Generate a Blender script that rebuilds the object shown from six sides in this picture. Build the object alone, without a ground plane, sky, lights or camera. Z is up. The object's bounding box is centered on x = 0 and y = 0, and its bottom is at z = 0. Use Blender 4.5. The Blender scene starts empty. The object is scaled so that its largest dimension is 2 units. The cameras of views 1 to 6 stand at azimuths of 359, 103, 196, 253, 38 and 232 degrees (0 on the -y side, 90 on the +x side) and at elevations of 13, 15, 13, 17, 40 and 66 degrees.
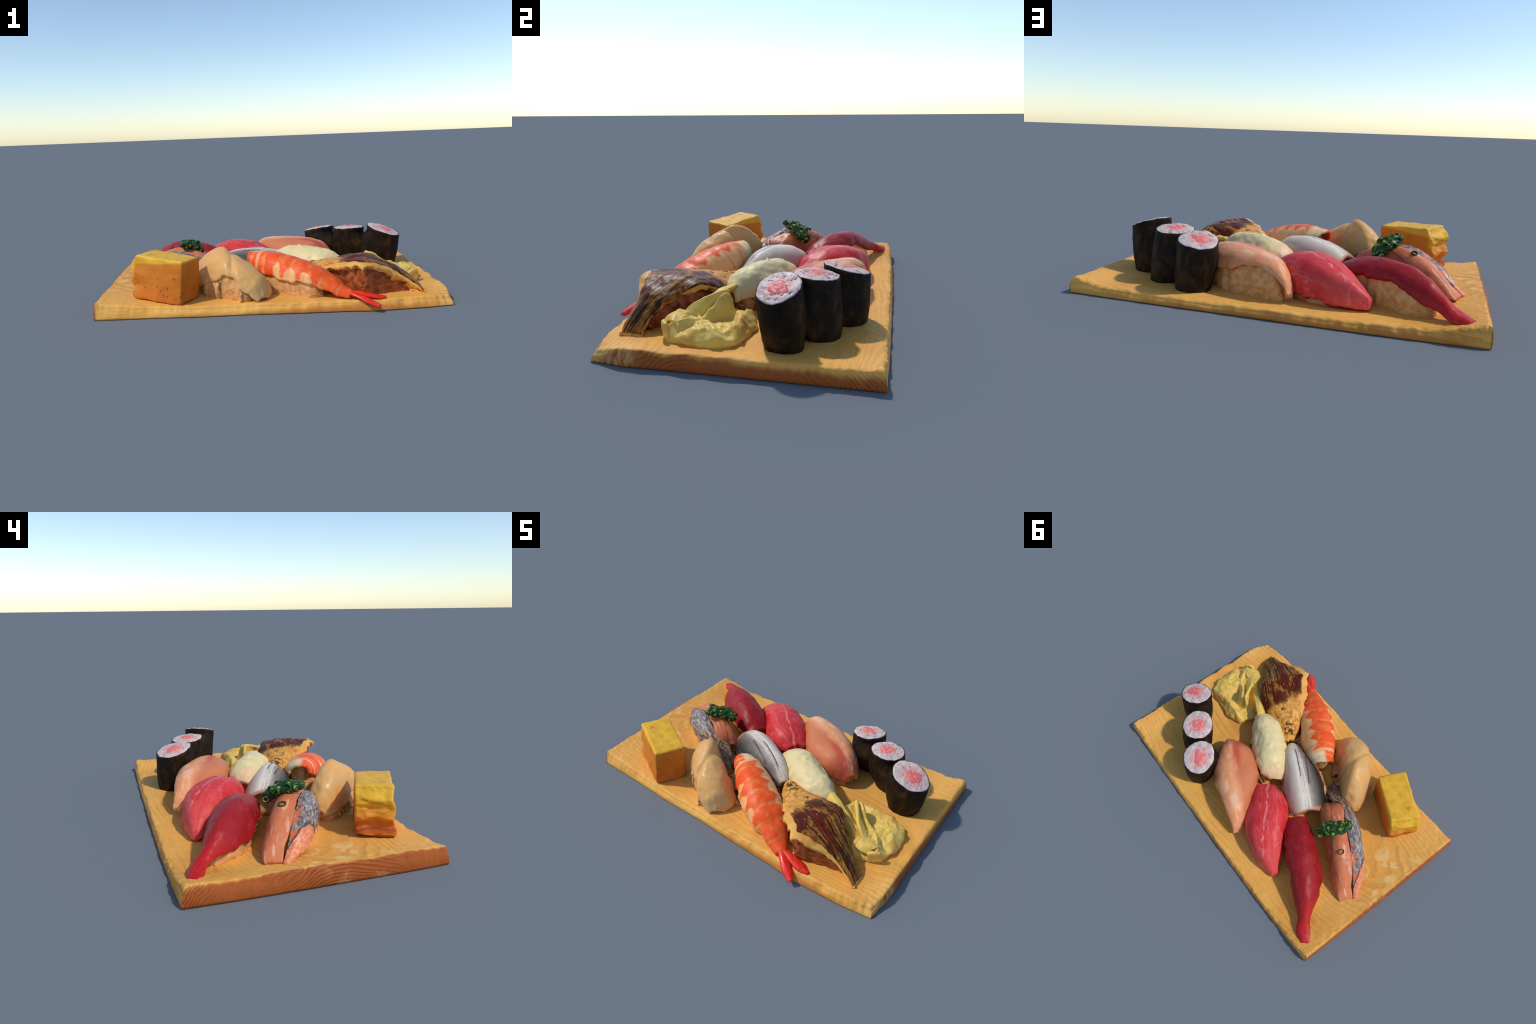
# Sushi assortment on a wooden serving board, built part by part.
import bpy, math
import numpy as np

RNG = np.random.default_rng(7)

# ----------------------------------------------------------------- noise ---
_P = np.random.default_rng(3).permutation(512)
_G = np.random.default_rng(4).normal(size=(512, 3))
_G /= np.linalg.norm(_G, axis=1)[:, None]


def pnoise(p, freq=1.0, seed=0):
    """Vectorised gradient noise, about -0.6..0.6."""
    q = np.asarray(p, float) * freq + np.array([13.7, 5.1, 9.3]) * (seed + 1)
    i = np.floor(q).astype(int)
    f = q - i
    w = f * f * f * (f * (f * 6 - 15) + 10)
    out = np.zeros(len(q))
    for dx in (0, 1):
        for dy in (0, 1):
            for dz in (0, 1):
                h = _P[(_P[(_P[(i[:, 0] + dx) % 512] + i[:, 1] + dy) % 512] + i[:, 2] + dz) % 512]
                g = np.einsum('ij,ij->i', _G[h], f - np.array([dx, dy, dz]))
                wt = (w[:, 0] if dx else 1 - w[:, 0]) * (w[:, 1] if dy else 1 - w[:, 1]) * (w[:, 2] if dz else 1 - w[:, 2])
                out += g * wt
    return out


def fbm(p, freq, octaves=3, seed=0):
    s, a = 0, 1.0
    for o in range(octaves):
        s = s + a * pnoise(p, freq * 2 ** o, seed + o)
        a *= 0.5
    return s


def smooth(x, a, b):
    t = np.clip((np.asarray(x, float) - a) / (b - a), 0, 1)
    return t * t * (3 - 2 * t)


def catmull(ctrl, n):
    """Interpolate control rows (any width) at n evenly spaced parameters."""
    c = np.asarray(ctrl, float)
    k = len(c)
    ext = np.concatenate([(2 * c[0] - c[1])[None], c, (2 * c[-1] - c[-2])[None]])
    t = np.linspace(0, k - 1, n)
    i = np.minimum(t.astype(int), k - 2)
    f = (t - i).reshape((-1,) + (1,) * (c.ndim - 1))
    p0, p1, p2, p3 = ext[i], ext[i + 1], ext[i + 2], ext[i + 3]
    return 0.5 * (2 * p1 + (p2 - p0) * f + (2 * p0 - 5 * p1 + 4 * p2 - p3) * f ** 2 + (3 * p1 - p0 - 3 * p2 + p3) * f ** 3)


# ------------------------------------------------------------- materials ---
def lin(c):
    return tuple(((v / 255) / 12.92 if v <= 10 else ((v / 255 + 0.055) / 1.055) ** 2.4) for v in c)


def lit(r, g, b):
    """Base colour for a surface that shows as this sRGB colour in full sun."""
    c = lin((r, g, b))
    return (min(c[0] / 0.90, 0.92), min(c[1] / 1.02, 0.92), min(c[2] / 1.20, 0.92), 1)


class Graph:
    def __init__(self, name):
        self.m = bpy.data.materials.new(name)
        self.m.use_nodes = True
        self.t = self.m.node_tree
        self.b = self.t.nodes['Principled BSDF']
        self.obj = self.t.nodes.new('ShaderNodeTexCoord').outputs['Object']

    def put(self, node, key, val):
        if val is None:
            return
        s = node.inputs[key]
        if isinstance(val, bpy.types.NodeSocket):
            self.t.links.new(val, s)
        else:
            if s.type == 'RGBA' and len(val) == 3:
                val = (*val, 1)
            s.default_value = val

    def math(self, op, a, b=0.0, c=None):
        n = self.t.nodes.new('ShaderNodeMath')
        n.operation = op
        self.put(n, 0, a); self.put(n, 1, b)
        if c is not None:
            self.put(n, 2, c)
        return n.outputs[0]

    def add(self, a, b): return self.math('ADD', a, b)
    def mul(self, a, b): return self.math('MULTIPLY', a, b)
    def inv(self, a): return self.math('SUBTRACT', 1.0, a)

    def xyz(self, v=None):
        n = self.t.nodes.new('ShaderNodeSeparateXYZ')
        self.put(n, 0, v or self.obj)
        return n.outputs[0], n.outputs[1], n.outputs[2]

    def vec(self, x, y, z):
        n = self.t.nodes.new('ShaderNodeCombineXYZ')
        for i, s in enumerate((x, y, z)):
            self.put(n, i, s)
        return n.outputs[0]

    def map(self, scale=(1, 1, 1), loc=(0, 0, 0), rot=(0, 0, 0), v=None):
        n = self.t.nodes.new('ShaderNodeMapping')
        self.put(n, 'Vector', v or self.obj)
        n.inputs['Scale'].default_value = scale
        n.inputs['Location'].default_value = loc
        n.inputs['Rotation'].default_value = rot
        return n.outputs[0]

    def noise(self, scale, detail=3, rough=0.5, dist=0.0, v=None):
        n = self.t.nodes.new('ShaderNodeTexNoise')
        self.put(n, 'Vector', v or self.obj)
        n.inputs['Scale'].default_value = scale
        n.inputs['Detail'].default_value = detail
        n.inputs['Roughness'].default_value = rough
        n.inputs['Distortion'].default_value = dist
        return n.outputs['Fac']

    def voro(self, scale, v=None, feature='F1', rnd=1.0):
        n = self.t.nodes.new('ShaderNodeTexVoronoi')
        n.feature = feature
        self.put(n, 'Vector', v or self.obj)
        n.inputs['Scale'].default_value = scale
        n.inputs['Randomness'].default_value = rnd
        return n.outputs['Distance']

    def step(self, x, a, b):
        """Smooth 0..1 mask as x runs from a to b (a may be above b)."""
        n = self.t.nodes.new('ShaderNodeMapRange')
        n.interpolation_type = 'SMOOTHSTEP'
        self.put(n, 'Value', x)
        lo, hi, t0, t1 = (a, b, 0.0, 1.0) if a < b else (b, a, 1.0, 0.0)
        n.inputs['From Min'].default_value = lo
        n.inputs['From Max'].default_value = hi
        n.inputs['To Min'].default_value = t0
        n.inputs['To Max'].default_value = t1
        return n.outputs['Result']

    def band(self, x, a, b, soft):
        return self.mul(self.step(x, a - soft, a + soft), self.step(x, b + soft, b - soft))

    def mix(self, f, a, b):
        n = self.t.nodes.new('ShaderNodeMix')
        n.data_type = 'RGBA'
        self.put(n, 0, f); self.put(n, 6, a); self.put(n, 7, b)
        return n.outputs[2]

    def ramp(self, f, stops):
        n = self.t.nodes.new('ShaderNodeValToRGB')
        self.put(n, 0, f)
        e = n.color_ramp.elements
        while len(e) < len(stops):
            e.new(0.5)
        for el, (p, c) in zip(e, stops):
            el.position = p
            el.color = c
        return n.outputs[0]

    def done(self, color, rough=0.5, bump=None, strength=0.3, dist=0.004, sss=0.0, coat=0.0, spec=0.22):
        sss *= 0.4
        if not isinstance(rough, bpy.types.NodeSocket):
            rough = max(rough, 0.42)
        self.put(self.b, 'Base Color', color)
        self.put(self.b, 'Roughness', rough)
        self.put(self.b, 'Specular IOR Level', spec)
        if sss:
            self.b.inputs['Subsurface Weight'].default_value = sss
            self.b.inputs['Subsurface Radius'].default_value = (0.02, 0.008, 0.005)
            self.b.inputs['Subsurface Scale'].default_value = 0.5
        if coat:
            self.put(self.b, 'Coat Weight', coat)
            self.b.inputs['Coat Roughness'].default_value = 0.18
        if bump is not None:
            n = self.t.nodes.new('ShaderNodeBump')
            n.inputs['Strength'].default_value = strength
            n.inputs['Distance'].default_value = dist
            self.put(n, 'Height', bump)
            self.put(self.b, 'Normal', n.outputs[0])
        return self.m


# ---------------------------------------------------------- object making ---
class Thing:
    """A top-level Empty at the thing's base; parts are children whose local
    x runs along the piece and local y across it."""

    def __init__(self, name, label, category, origin, angle=0.0):
        self.o = bpy.data.objects.new(name, None)
        bpy.context.scene.collection.objects.link(self.o)
        self.o.empty_display_size = 0.05
        self.o.location = origin
        self.o.rotation_euler = (0, 0, angle)
        self.o['label'] = label
        self.o['category'] = category
        self.org = np.array(origin, float)
        self.a = angle

    def local(self, p):
        p = np.asarray(p, float).reshape(-1, 3) - self.org
        c, s = math.cos(self.a), math.sin(self.a)
        return np.column_stack([p[:, 0] * c + p[:, 1] * s, -p[:, 0] * s + p[:, 1] * c, p[:, 2]])

    def part(self, name, verts, faces, mat, kind=None, parent=None, flat=False):
        me = bpy.data.meshes.new(name)
        me.from_pydata(self.local(verts).tolist(), [], faces)
        me.validate()
        me.update()
        import bmesh
        bm = bmesh.new()
        bm.from_mesh(me)
        bmesh.ops.recalc_face_normals(bm, faces=bm.faces)
        bm.to_mesh(me)
        bm.free()
        for p in me.polygons:
            p.use_smooth = not flat
        me.materials.append(mat)
        ob = bpy.data.objects.new(name, me)
        bpy.context.scene.collection.objects.link(ob)
        ob.parent = parent or self.o
        if kind:
            ob['kind'] = kind
        return ob


def grid_normals(g):
    du = np.gradient(g, axis=0)
    dv = np.gradient(g, axis=1)
    n = np.cross(du, dv)
    n /= np.linalg.norm(n, axis=2)[:, :, None] + 1e-12
    if n[g.shape[0] // 2, g.shape[1] // 2, 2] < 0:
        n = -n
    return n


def section_grid(stations, n, m, slim=0.0, ragged=0.0, seed=0):
    """Rows of arched sections. station = (L, C, R[, nL, nR]): left edge,
    crest and right edge in metres, with super-ellipse exponents."""
    rows = []
    for s in stations:
        nl, nr = (s[3], s[4]) if len(s) > 3 else (1.9, 1.9)
        L, C, R = (np.array(q, float) for q in s[:3])
        if slim:
            L[:2] += (C[:2] - L[:2]) * slim
            R[:2] += (C[:2] - R[:2]) * slim
            C[2] -= 0.006
        rows.append([*L, *C, *R, nl, nr])
    r = catmull(rows, n)
    L, C, R, nl, nr = r[:, 0:3], r[:, 3:6], r[:, 6:9], r[:, 9], r[:, 10]
    h = m // 2
    th = np.linspace(0, np.pi / 2, h + 1)
    g = np.zeros((n, 2 * h + 1, 3))
    for E, ex, idx in ((L, nl, range(h + 1)), (R, nr, range(2 * h, h - 1, -1))):
        for j, t in zip(idx, th):
            ch = np.cos(t) ** (2 / ex) if t < np.pi / 2 else 0 * ex
            sv = np.sin(t) ** (2 / ex)
            g[:, j, :2] = C[:, :2] + (E[:, :2] - C[:, :2]) * np.asarray(ch)[:, None]
            g[:, j, 2] = E[:, 2] + (C[:, 2] - E[:, 2]) * sv
    if ragged:      # uneven knife-cut edges; the crest stays smooth
        w = np.abs(np.linspace(-1, 1, g.shape[1])) ** 5
        for E, sd, sel in ((L, 1, slice(0, h)), (R, 2, slice(h + 1, None))):
            k1 = fbm(E, 15, 3, seed + sd) * ragged * 2.0
            k2 = fbm(E, 18, 2, seed + sd + 4) * ragged * .16
            calm = smooth(np.linalg.norm((E - C)[:, :2], axis=1), .03, .10)
            k1, k2 = k1 * calm, k2 * calm
            g[:, sel, :2] += ((E - C)[:, None, :2]) * (k1[:, None] * w[sel])[:, :, None]
            g[:, sel, 2] += k2[:, None] * w[sel]
    # even out the spacing of each row
    for i in range(n):
        d = np.r_[0, np.cumsum(np.linalg.norm(np.diff(g[i], axis=0), axis=1))]
        if d[-1] > 1e-6:
            s = np.linspace(0, d[-1], g.shape[1])
            g[i] = np.column_stack([np.interp(s, d, g[i][:, k]) for k in range(3)])
    return g


def grid_faces(n, m, off=0):
    return [(off + i * m + j, off + (i + 1) * m + j, off + (i + 1) * m + j + 1, off + i * m + j + 1)
            for i in range(n - 1) for j in range(m - 1)]


def border(n, m):
    return ([(i, 0) for i in range(n - 1)] + [(n - 1, j) for j in range(m - 1)] +
            [(i, m - 1) for i in range(n - 1, 0, -1)] + [(0, j) for j in range(m - 1, 0, -1)])


def thicken(g, thick, bulge=0.35):
    """Closed slab: surface g on top, offset copy below, rounded rim."""
    n, m, _ = g.shape
    nr = grid_normals(g)
    t = np.broadcast_to(thick, (n, m))[:, :, None]
    low = g - nr * t
    V = [g.reshape(-1, 3), low.reshape(-1, 3)]
    F = grid_faces(n, m)
    F += [f[::-1] for f in grid_faces(n, m, n * m)]
    b = border(n, m)
    ctr_i = [min(max(i, 2), n - 3) for i, j in b]
    ctr_j = [min(max(j, 2), m - 3) for i, j in b]
    rim = []
    for (i, j), ci, cj in zip(b, ctr_i, ctr_j):
        mid = 0.5 * (g[i, j] + low[i, j])
        out = g[i, j] - g[ci, cj]
        l = np.linalg.norm(out)
        rim.append(mid + (out / l if l > 1e-9 else 0) * float(t[i, j, 0]) * bulge)
    V.append(np.array(rim))
    k, base = len(b), 2 * n * m
    for q in range(k):
        w = (q + 1) % k
        a0, a1 = b[q][0] * m + b[q][1], b[w][0] * m + b[w][1]
        F.append((a0, a1, base + w, base + q))
        F.append((base + q, base + w, n * m + a1, n * m + a0))
    return np.vstack(V), F


def displaced(g, amp, freq, seed, octaves=3):
    nr = grid_normals(g)
    d = fbm(g.reshape(-1, 3), freq, octaves, seed).reshape(g.shape[:2])
    return g + nr * (d * amp)[:, :, None]


def blob_on_board(g, zfloor):
    """Close an arched grid with a floor (for rice)."""
    n, m, _ = g.shape
    b = border(n, m)
    V = list(g.reshape(-1, 3))
    base = len(V)
    for i, j in b:
        p = g[i, j].copy(); p[2] = zfloor
        V.append(p)
    F = grid_faces(n, m)
    k = len(b)
    for q in range(k):
        w = (q + 1) % k
        F.append((b[q][0] * m + b[q][1], b[w][0] * m + b[w][1], base + w, base + q))
    F.append(tuple(range(base + k - 1, base - 1, -1)))
    return np.array(V), F


def capsule(seg=7, rings=6):
    """Unit rice grain: long axis x, length 1, thickness about 0.36."""
    V, F = [], []
    for i in range(rings + 1):
        t = math.pi * i / rings
        for k in range(seg):
            a = 2 * math.pi * k / seg
            r = 0.18 * math.sin(t) ** 0.7 if 0 < i < rings else 0.0
            V.append((-0.5 * math.cos(t), r * math.cos(a), r * math.sin(a)))
    for i in range(rings):
        for k in range(seg):
            F.append((i * seg + k, i * seg + (k + 1) % seg, (i + 1) * seg + (k + 1) % seg, (i + 1) * seg + k))
    return np.array(V), F


GRAIN = capsule()


def grains(points, normals, length, rng):
    V, F = [], []
    gv, gf = GRAIN
    for p, n in zip(points, normals):
        t = np.cross(n, rng.normal(size=3)); t /= np.linalg.norm(t) + 1e-9
        t = t + n * rng.uniform(-0.25, 0.25); t /= np.linalg.norm(t)
        b = np.cross(n, t); b /= np.linalg.norm(b) + 1e-9
        c = np.cross(t, b)
        s = length * rng.uniform(0.8, 1.2)
        off = len(V) * len(gv)
        V.append(p + s * (gv[:, :1] * t + gv[:, 1:2] * b + gv[:, 2:] * c))
        F += [tuple(off + i for i in f) for f in gf]
    return np.vstack(V), F


# ---------------------------------------------------------------- board ----
def board_top(x, y):
    x = np.asarray(x, float); y = np.asarray(y, float)
    z = 0.054 + np.where(x < 0, 0.042 * np.abs(x) ** 5, 0.022 * np.abs(x) ** 6)
    z = z - 0.018 * smooth(y, -0.15, 0.32) * (1 - smooth(-x, .75, .98)) * (1 - smooth(x, .80, .97)) + 0.007 * smooth(y, .42, .60)
    return z - 0.026 * smooth(x, 0.80, 1.0) * smooth(-y, 0.42, 0.58)


def spline1(xs, ys):
    return lambda t: np.interp(t, xs, ys)


Y_FRONT = spline1([-1, -.7, -.43, -.16, .1, .375, .55, .65, .83, .98], [-.577, -.578, -.59, -.585, -.597, -.60, -.610, -.602, -.590, -.565])
Y_BACK = spline1([-1, -.8, -.48, -.23, .05, .34, .65, 1], [.632, .642, .648, .647, .644, .642, .638, .628])
X_LEFT = spline1([-.6, -.4, .15, .4, .63], [-.991, -.998, -.999, -.995, -.988])
X_RIGHT = spline1([-.56, -.43, -.1, .35, .63], [.980, .998, .993, .99, .988])


def build_board(mat):
    th = Thing('serving_board', 'rectangular light wooden board with worn wavy edges', 'board', (0, 0, 0))
    nx, ny = 240, 160
    u = np.sin(np.linspace(-1, 1, nx) * np.pi / 2 * 0.97); u /= u[-1]
    v = np.sin(np.linspace(-1, 1, ny) * np.pi / 2 * 0.97); v /= v[-1]
    U, V = np.meshgrid(u, v, indexing='ij')
    x0 = U * 0.99
    y0 = 0.035 + V * 0.61

    def outline(flare):
        yf, yb = Y_FRONT(x0) + 0.018 * (1 - flare), Y_BACK(x0) - 0.008 * (1 - flare)
        y = yf + (yb - yf) * (V + 1) / 2
        xl, xr = X_LEFT(y) + 0.004 * (1 - flare), X_RIGHT(y) - 0.010 * (1 - flare)
        x = xl + (xr - xl) * (U + 1) / 2
        return x, y
    x, y = outline(0.0)
    P = np.stack([x, y, 0 * x], 2)
    flat = P.reshape(-1, 3)
    wob = fbm(flat, 11, 3, 1).reshape(nx, ny)
    fine = fbm(flat, 38, 2, 6).reshape(nx, ny)
    edge = np.maximum(np.abs(U), np.abs(V))
    rim = smooth(edge, 0.9, 1.0)
    # ragged plan outline
    x = x + np.sign(U) * smooth(np.abs(U), .9, 1) * (0.006 * wob + 0.004 * fine)
    y = y + np.sign(V) * smooth(np.abs(V), .9, 1) * (0.008 * wob + 0.007 * fine)
    z = board_top(x, y) + 0.005 * wob * (0.5 + rim) + 0.0025 * fine
    d = np.minimum.reduce([x - X_LEFT(y), X_RIGHT(y) - x, y - Y_FRONT(x), Y_BACK(x) - y])
    d = np.minimum((1 - np.abs(U)) * 0.99, (1 - np.abs(V)) * 0.61)
    r = 0.020
    z = z - np.where(d < r, r - np.sqrt(np.maximum(r * r - (r - np.minimum(d, r)) ** 2, 0)), 0) * 0.7
    g = np.stack([x, y, z], 2)
    b = border(nx, ny)
    top = np.array([g[i, j] for i, j in b])
    xb, yb = outline(1.0)
    bot = np.array([[xb[i, j], yb[i, j], 0.0] for i, j in b])
    rows = 7
    verts = [g.reshape(-1, 3)]
    F = grid_faces(nx, ny)
    prev = [i * ny + j for i, j in b]
    k = len(b)
    off = nx * ny
    for rix in range(1, rows + 1):
        t = rix / rows
        ring = top * (1 - t) + bot * t
        out = ring - np.array([0, 0.035, 0]); out[:, 2] = 0
        out /= np.linalg.norm(out, axis=1)[:, None]
        ring = ring + out * (0.006 * math.sin(t * math.pi) + 0.004 * fbm(ring, 24, 2, 3)[:, None] * (1 if t < 1 else 0.3))
        if rix < rows:
            ring[:, 2] += 0.0
        else:
            ring[:, 2] = 0.0
        verts.append(ring)
        cur = [off + q for q in range(k)]
        for q in range(k):
            w = (q + 1) % k
            F.append((prev[q], prev[w], cur[w], cur[q]))
        prev = cur
        off += k
    F.append(tuple(prev))
    return th, th.part('board_plank', np.vstack(verts), F, mat)


def wood_material():
    g = Graph('pale_wood')
    x, y, z = g.xyz()
    warp = g.mul(g.add(g.noise(1.0, 2, 0.5, 0, g.map((0.8, 3, 3))), -0.5), 0.30)
    warp2 = g.mul(g.add(g.noise(2.2, 3, 0.5, 0, g.map((1.0, 4, 8), (4, 1, 2))), -0.5), 0.07)
    yy = g.add(g.add(y, 0.06), g.add(warp, warp2))
    zz = g.add(z, 0.26)
    r = g.math('SQRT', g.add(g.mul(yy, yy), g.mul(g.mul(zz, zz), 1.6)))
    ring = g.math('FRACT', g.mul(r, 50.0))
    line = g.mul(g.step(ring, 0.25, 0.85), g.step(ring, 1.0, 0.9))
    fibre = g.noise(1.0, 4, 0.6, 0, g.map((6, 90, 90)))
    patch = g.noise(3.2, 3, 0.55)
    c = g.mix(g.step(patch, 0.35, 0.7), lit(230, 180, 96), lit(222, 166, 82))
    ends = g.step(g.math('ABSOLUTE', x), 0.978, 0.990)
    lf = g.mul(g.mul(line, g.step(g.noise(2.5, 3), 0.3, 0.75)), g.add(0.26, g.mul(ends, 0.6)))
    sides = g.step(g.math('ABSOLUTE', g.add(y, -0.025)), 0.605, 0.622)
    c = g.mix(g.mul(sides, 0.75), c, lit(182, 112, 50))  # long sides browned to match their dim, grazing sunlight
    c = g.mix(g.mul(ends, 0.92), c, lit(158, 78, 36))
    c = g.mix(lf, c, lit(116, 50, 20))
    c = g.mix(g.mul(g.step(fibre, 0.5, 0.75), 0.22), c, lit(196, 132, 66))
    # dried pale stains near the left end of the board
    dx = g.math('SUBTRACT', x, -0.88)
    dy = g.math('SUBTRACT', y, -0.13)
    blob = g.add(g.mul(dx, dx), g.mul(g.mul(dy, dy), 0.16))
    near = g.step(blob, 0.022, 0.004)
    stain = g.mul(near, g.step(g.noise(11, 4, 0.6, 0.4), 0.54, 0.60))
    c = g.mix(g.mul(stain, 0.55), c, lit(238, 212, 150))
    # bleached corner
    cx = g.mul(g.step(x, 0.88, 0.97), g.step(y, -0.30, -0.42))
    c = g.mix(g.mul(cx, g.mul(g.step(g.noise(1, 3, .6, 0, g.map((14, 60, 14))), .3, .75), .6)), c, lit(236, 205, 140))
    h = g.add(g.mul(fibre, 0.6), g.mul(line, -0.5))
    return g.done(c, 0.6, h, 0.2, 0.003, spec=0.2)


# ---------------------------------------------------------- rice & nigiri ---
def rice_material(name='cooked_rice', a=(198, 146, 90), b=(218, 176, 124)):  # default tones carry baked shade and warm bounce light from the food
    g = Graph(name)
    n = g.noise(35, 3)
    c = g.mix(g.step(n, 0.35, 0.65), lit(*a), lit(*b))
    return g.done(c, 0.38, g.noise(90, 2), 0.2, 0.002, sss=0.15)


def rice_for(thing, top, mat, thick, seed, lo=0.08, hi=0.85, inset=(0.12, 0.12), count=110, foot=(.024, .024)):
    """Pressed rice finger: fills the hollow under the topping surface `top`
    and drops steeply from its edges to the board."""
    rng = np.random.default_rng(seed)
    n, m, _ = top.shape
    low = top - grid_normals(top) * (thick * 0.8 + 0.003)
    rows = []
    R = 46
    for q in range(R):
        t = lo + (hi - lo) * q / (R - 1)
        row = low[int(round(t * (n - 1)))]
        a, b = int(inset[0] * m * .5) + 1, m - 2 - int(inset[1] * m * .5)
        arch = row[a:b + 1]
        mid = arch[len(arch) // 2]
        zf = float(board_top(mid[0], mid[1])) - 0.004
        legs = []
        for e, nb, foot_out in ((arch[0], arch[3], foot[0]), (arch[-1], arch[-4], foot[1])):
            out = (e - nb) * np.array([1, 1, 0]); out /= np.linalg.norm(out) + 1e-9
            f = e + out * foot_out; f[2] = zf
            side = [f * (1 - k) + e * k + out * (.006 + foot_out * .55) * math.sin(math.pi * k) for k in np.linspace(0, .9, 7)]
            legs.append(side)
        line = np.vstack([legs[0], arch, legs[1][::-1]])
        # rounded ends: rows shrink towards the middle and sink
        e = min(q, R - 1 - q) / (R - 1) * 2
        k = math.sin(min(1, e / .22) * math.pi / 2)
        ctr = np.array([mid[0], mid[1], zf])
        line = ctr + (line - ctr) * np.array([.45 + .55 * k, .45 + .55 * k, .30 + .70 * k])
        d = np.r_[0, np.cumsum(np.linalg.norm(np.diff(line, axis=0), axis=1))]
        u = np.linspace(0, d[-1], 41)
        rows.append(np.column_stack([np.interp(u, d, line[:, c]) for c in range(3)]))
    g = np.array(rows)
    nr = grid_normals(g)
    g = g + nr * (0.008 * fbm(g.reshape(-1, 3), 28, 2, seed) - .001).reshape(g.shape[:2])[:, :, None]
    zf = float(g[:, :, 2].min()) - .002
    V, F = blob_on_board(g, zf)
    thing.part('rice_ball', V, F, mat)
    nr = grid_normals(g)
    pts, nrm = [], []
    for _ in range(count):
        i = rng.integers(1, R - 1)
        j = rng.choice([rng.integers(1, 10), rng.integers(31, 40)])
        if rng.random() < .15:
            i = rng.choice([1, 2, 3, R - 4, R - 3, R - 2]); j = rng.integers(4, 37)
        pts.append(g[i, j] - nr[i, j] * 0.0035)
        nrm.append(nr[i, j])
    V, F = grains(pts, nrm, 0.028, rng)
    thing.part('rice_grains', V, F, mat, kind='stuff')


def frame(stations):
    A = np.array(stations[0][1]); B = np.array(stations[-1][1])
    if A[0] < B[0]:
        A, B = B, A
    c = 0.5 * (A + B)
    d = A - B
    return (float(c[0]), float(c[1]), float(board_top(c[0], c[1]))), math.atan2(d[1], d[0])


def nigiri(name, label, stations, part_name, mat, rice, thick, seed, amp=0.006, freq=12, detail=None, rice_kw=None, thick_fn=None, slim=.06, ragged=.12, parts=None):
    org, ang = frame(stations)
    th = Thing(name, label, 'sushi', org, ang)
    g = section_grid(stations, 96, 56, slim, ragged, seed)
    g = displaced(g, amp, freq, seed)
    if detail:
        loc = th.local(g.reshape(-1, 3)).reshape(g.shape)
        g = g + grid_normals(g) * detail(loc, g)[:, :, None]
    V, F = thicken(g, thick if thick_fn is None else thick_fn(96, 57))
    th.part(part_name, V, F, mat)
    if parts:
        parts(th, g)
    rice_for(th, g, rice, thick, seed + 50, **(rice_kw or {}))
    return th


YELLOWTAIL = [
    ((.448, .215, .09), (.438, .170, .15), (.405, .128, .09)),
    ((.395, .300, .12), (.358, .215, .240), (.275, .095, .10), 1.9, 2.5),
    ((.275, .405, .15), (.215, .302, .258), (.120, .142, .10), 1.9, 2.5),
    ((.120, .462, .19), (.080, .382, .250), (.005, .258, .10), 1.9, 2.5),
    ((.005, .490, .185), (-.030, .446, .228), (-.078, .362, .09), 1.9, 2.3),
    ((-.075, .512, .13), (-.088, .490, .165), (-.115, .440, .08)),
    ((-.112, .522, .085), (-.116, .510, .095), (-.125, .490, .075)),
]
FATTY_TUNA = [
    ((.050, .225, .15), (.010, .175, .175), (-.030, .120, .13), 2.2, 2.2),
    ((.020, .300, .10), (-.060, .215, .225), (-.130, .110, .10), 2.4, 2.2),
    ((-.065, .410, .08), (-.150, .275, .250), (-.215, .150, .09), 2.6, 2.4),
    ((-.168, .485, .07), (-.240, .330, .248), (-.295, .225, .09), 2.8, 2.4),
    ((-.278, .508, .065), (-.325, .385, .222), (-.370, .310, .085), 3.2, 2.3),
    ((-.385, .510, .06), (-.400, .430, .178), (-.430, .375, .075), 3.2, 2.2),
    ((-.475, .495, .055), (-.475, .475, .115), (-.490, .450, .06), 2.6, 2.0),
]
LEAN_TUNA = [
    ((-.255, .215, .135), (-.285, .150, .172), (-.325, .100, .13)),
    ((-.335, .292, .165), (-.380, .205, .224), (-.428, .128, .125)),
    ((-.460, .372, .178), (-.500, .282, .249), (-.565, .193, .128)),
    ((-.585, .432, .168), (-.632, .362, .241), (-.680, .272, .118)),
    ((-.682, .482, .120), (-.725, .428, .205), (-.762, .362, .108)),
    ((-.768, .518, .095), (-.795, .486, .150), (-.818, .460, .110)),
    ((-.822, .578, .075), (-.848, .550, .108), (-.880, .512, .098)),
    ((-.895, .598, .072), (-.908, .580, .090), (-.928, .556, .085)),
]
GIZZARD_SHAD = [
    ((.165, -.120, .12), (.150, -.145, .165), (.125, -.175, .12)),
    ((.095, -.020, .11), (.060, -.085, .240), (.000, -.182, .11)),
    ((.010, .040, .10), (-.050, -.042, .263), (-.128, -.165, .11)),
    ((-.090, .110, .10), (-.155, .002, .253), (-.246, -.122, .11)),
    ((-.190, .150, .115), (-.245, .045, .232), (-.310, -.060, .11)),
    ((-.265, .155, .135), (-.300, .072, .205), (-.345, -.005, .13)),
]
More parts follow.
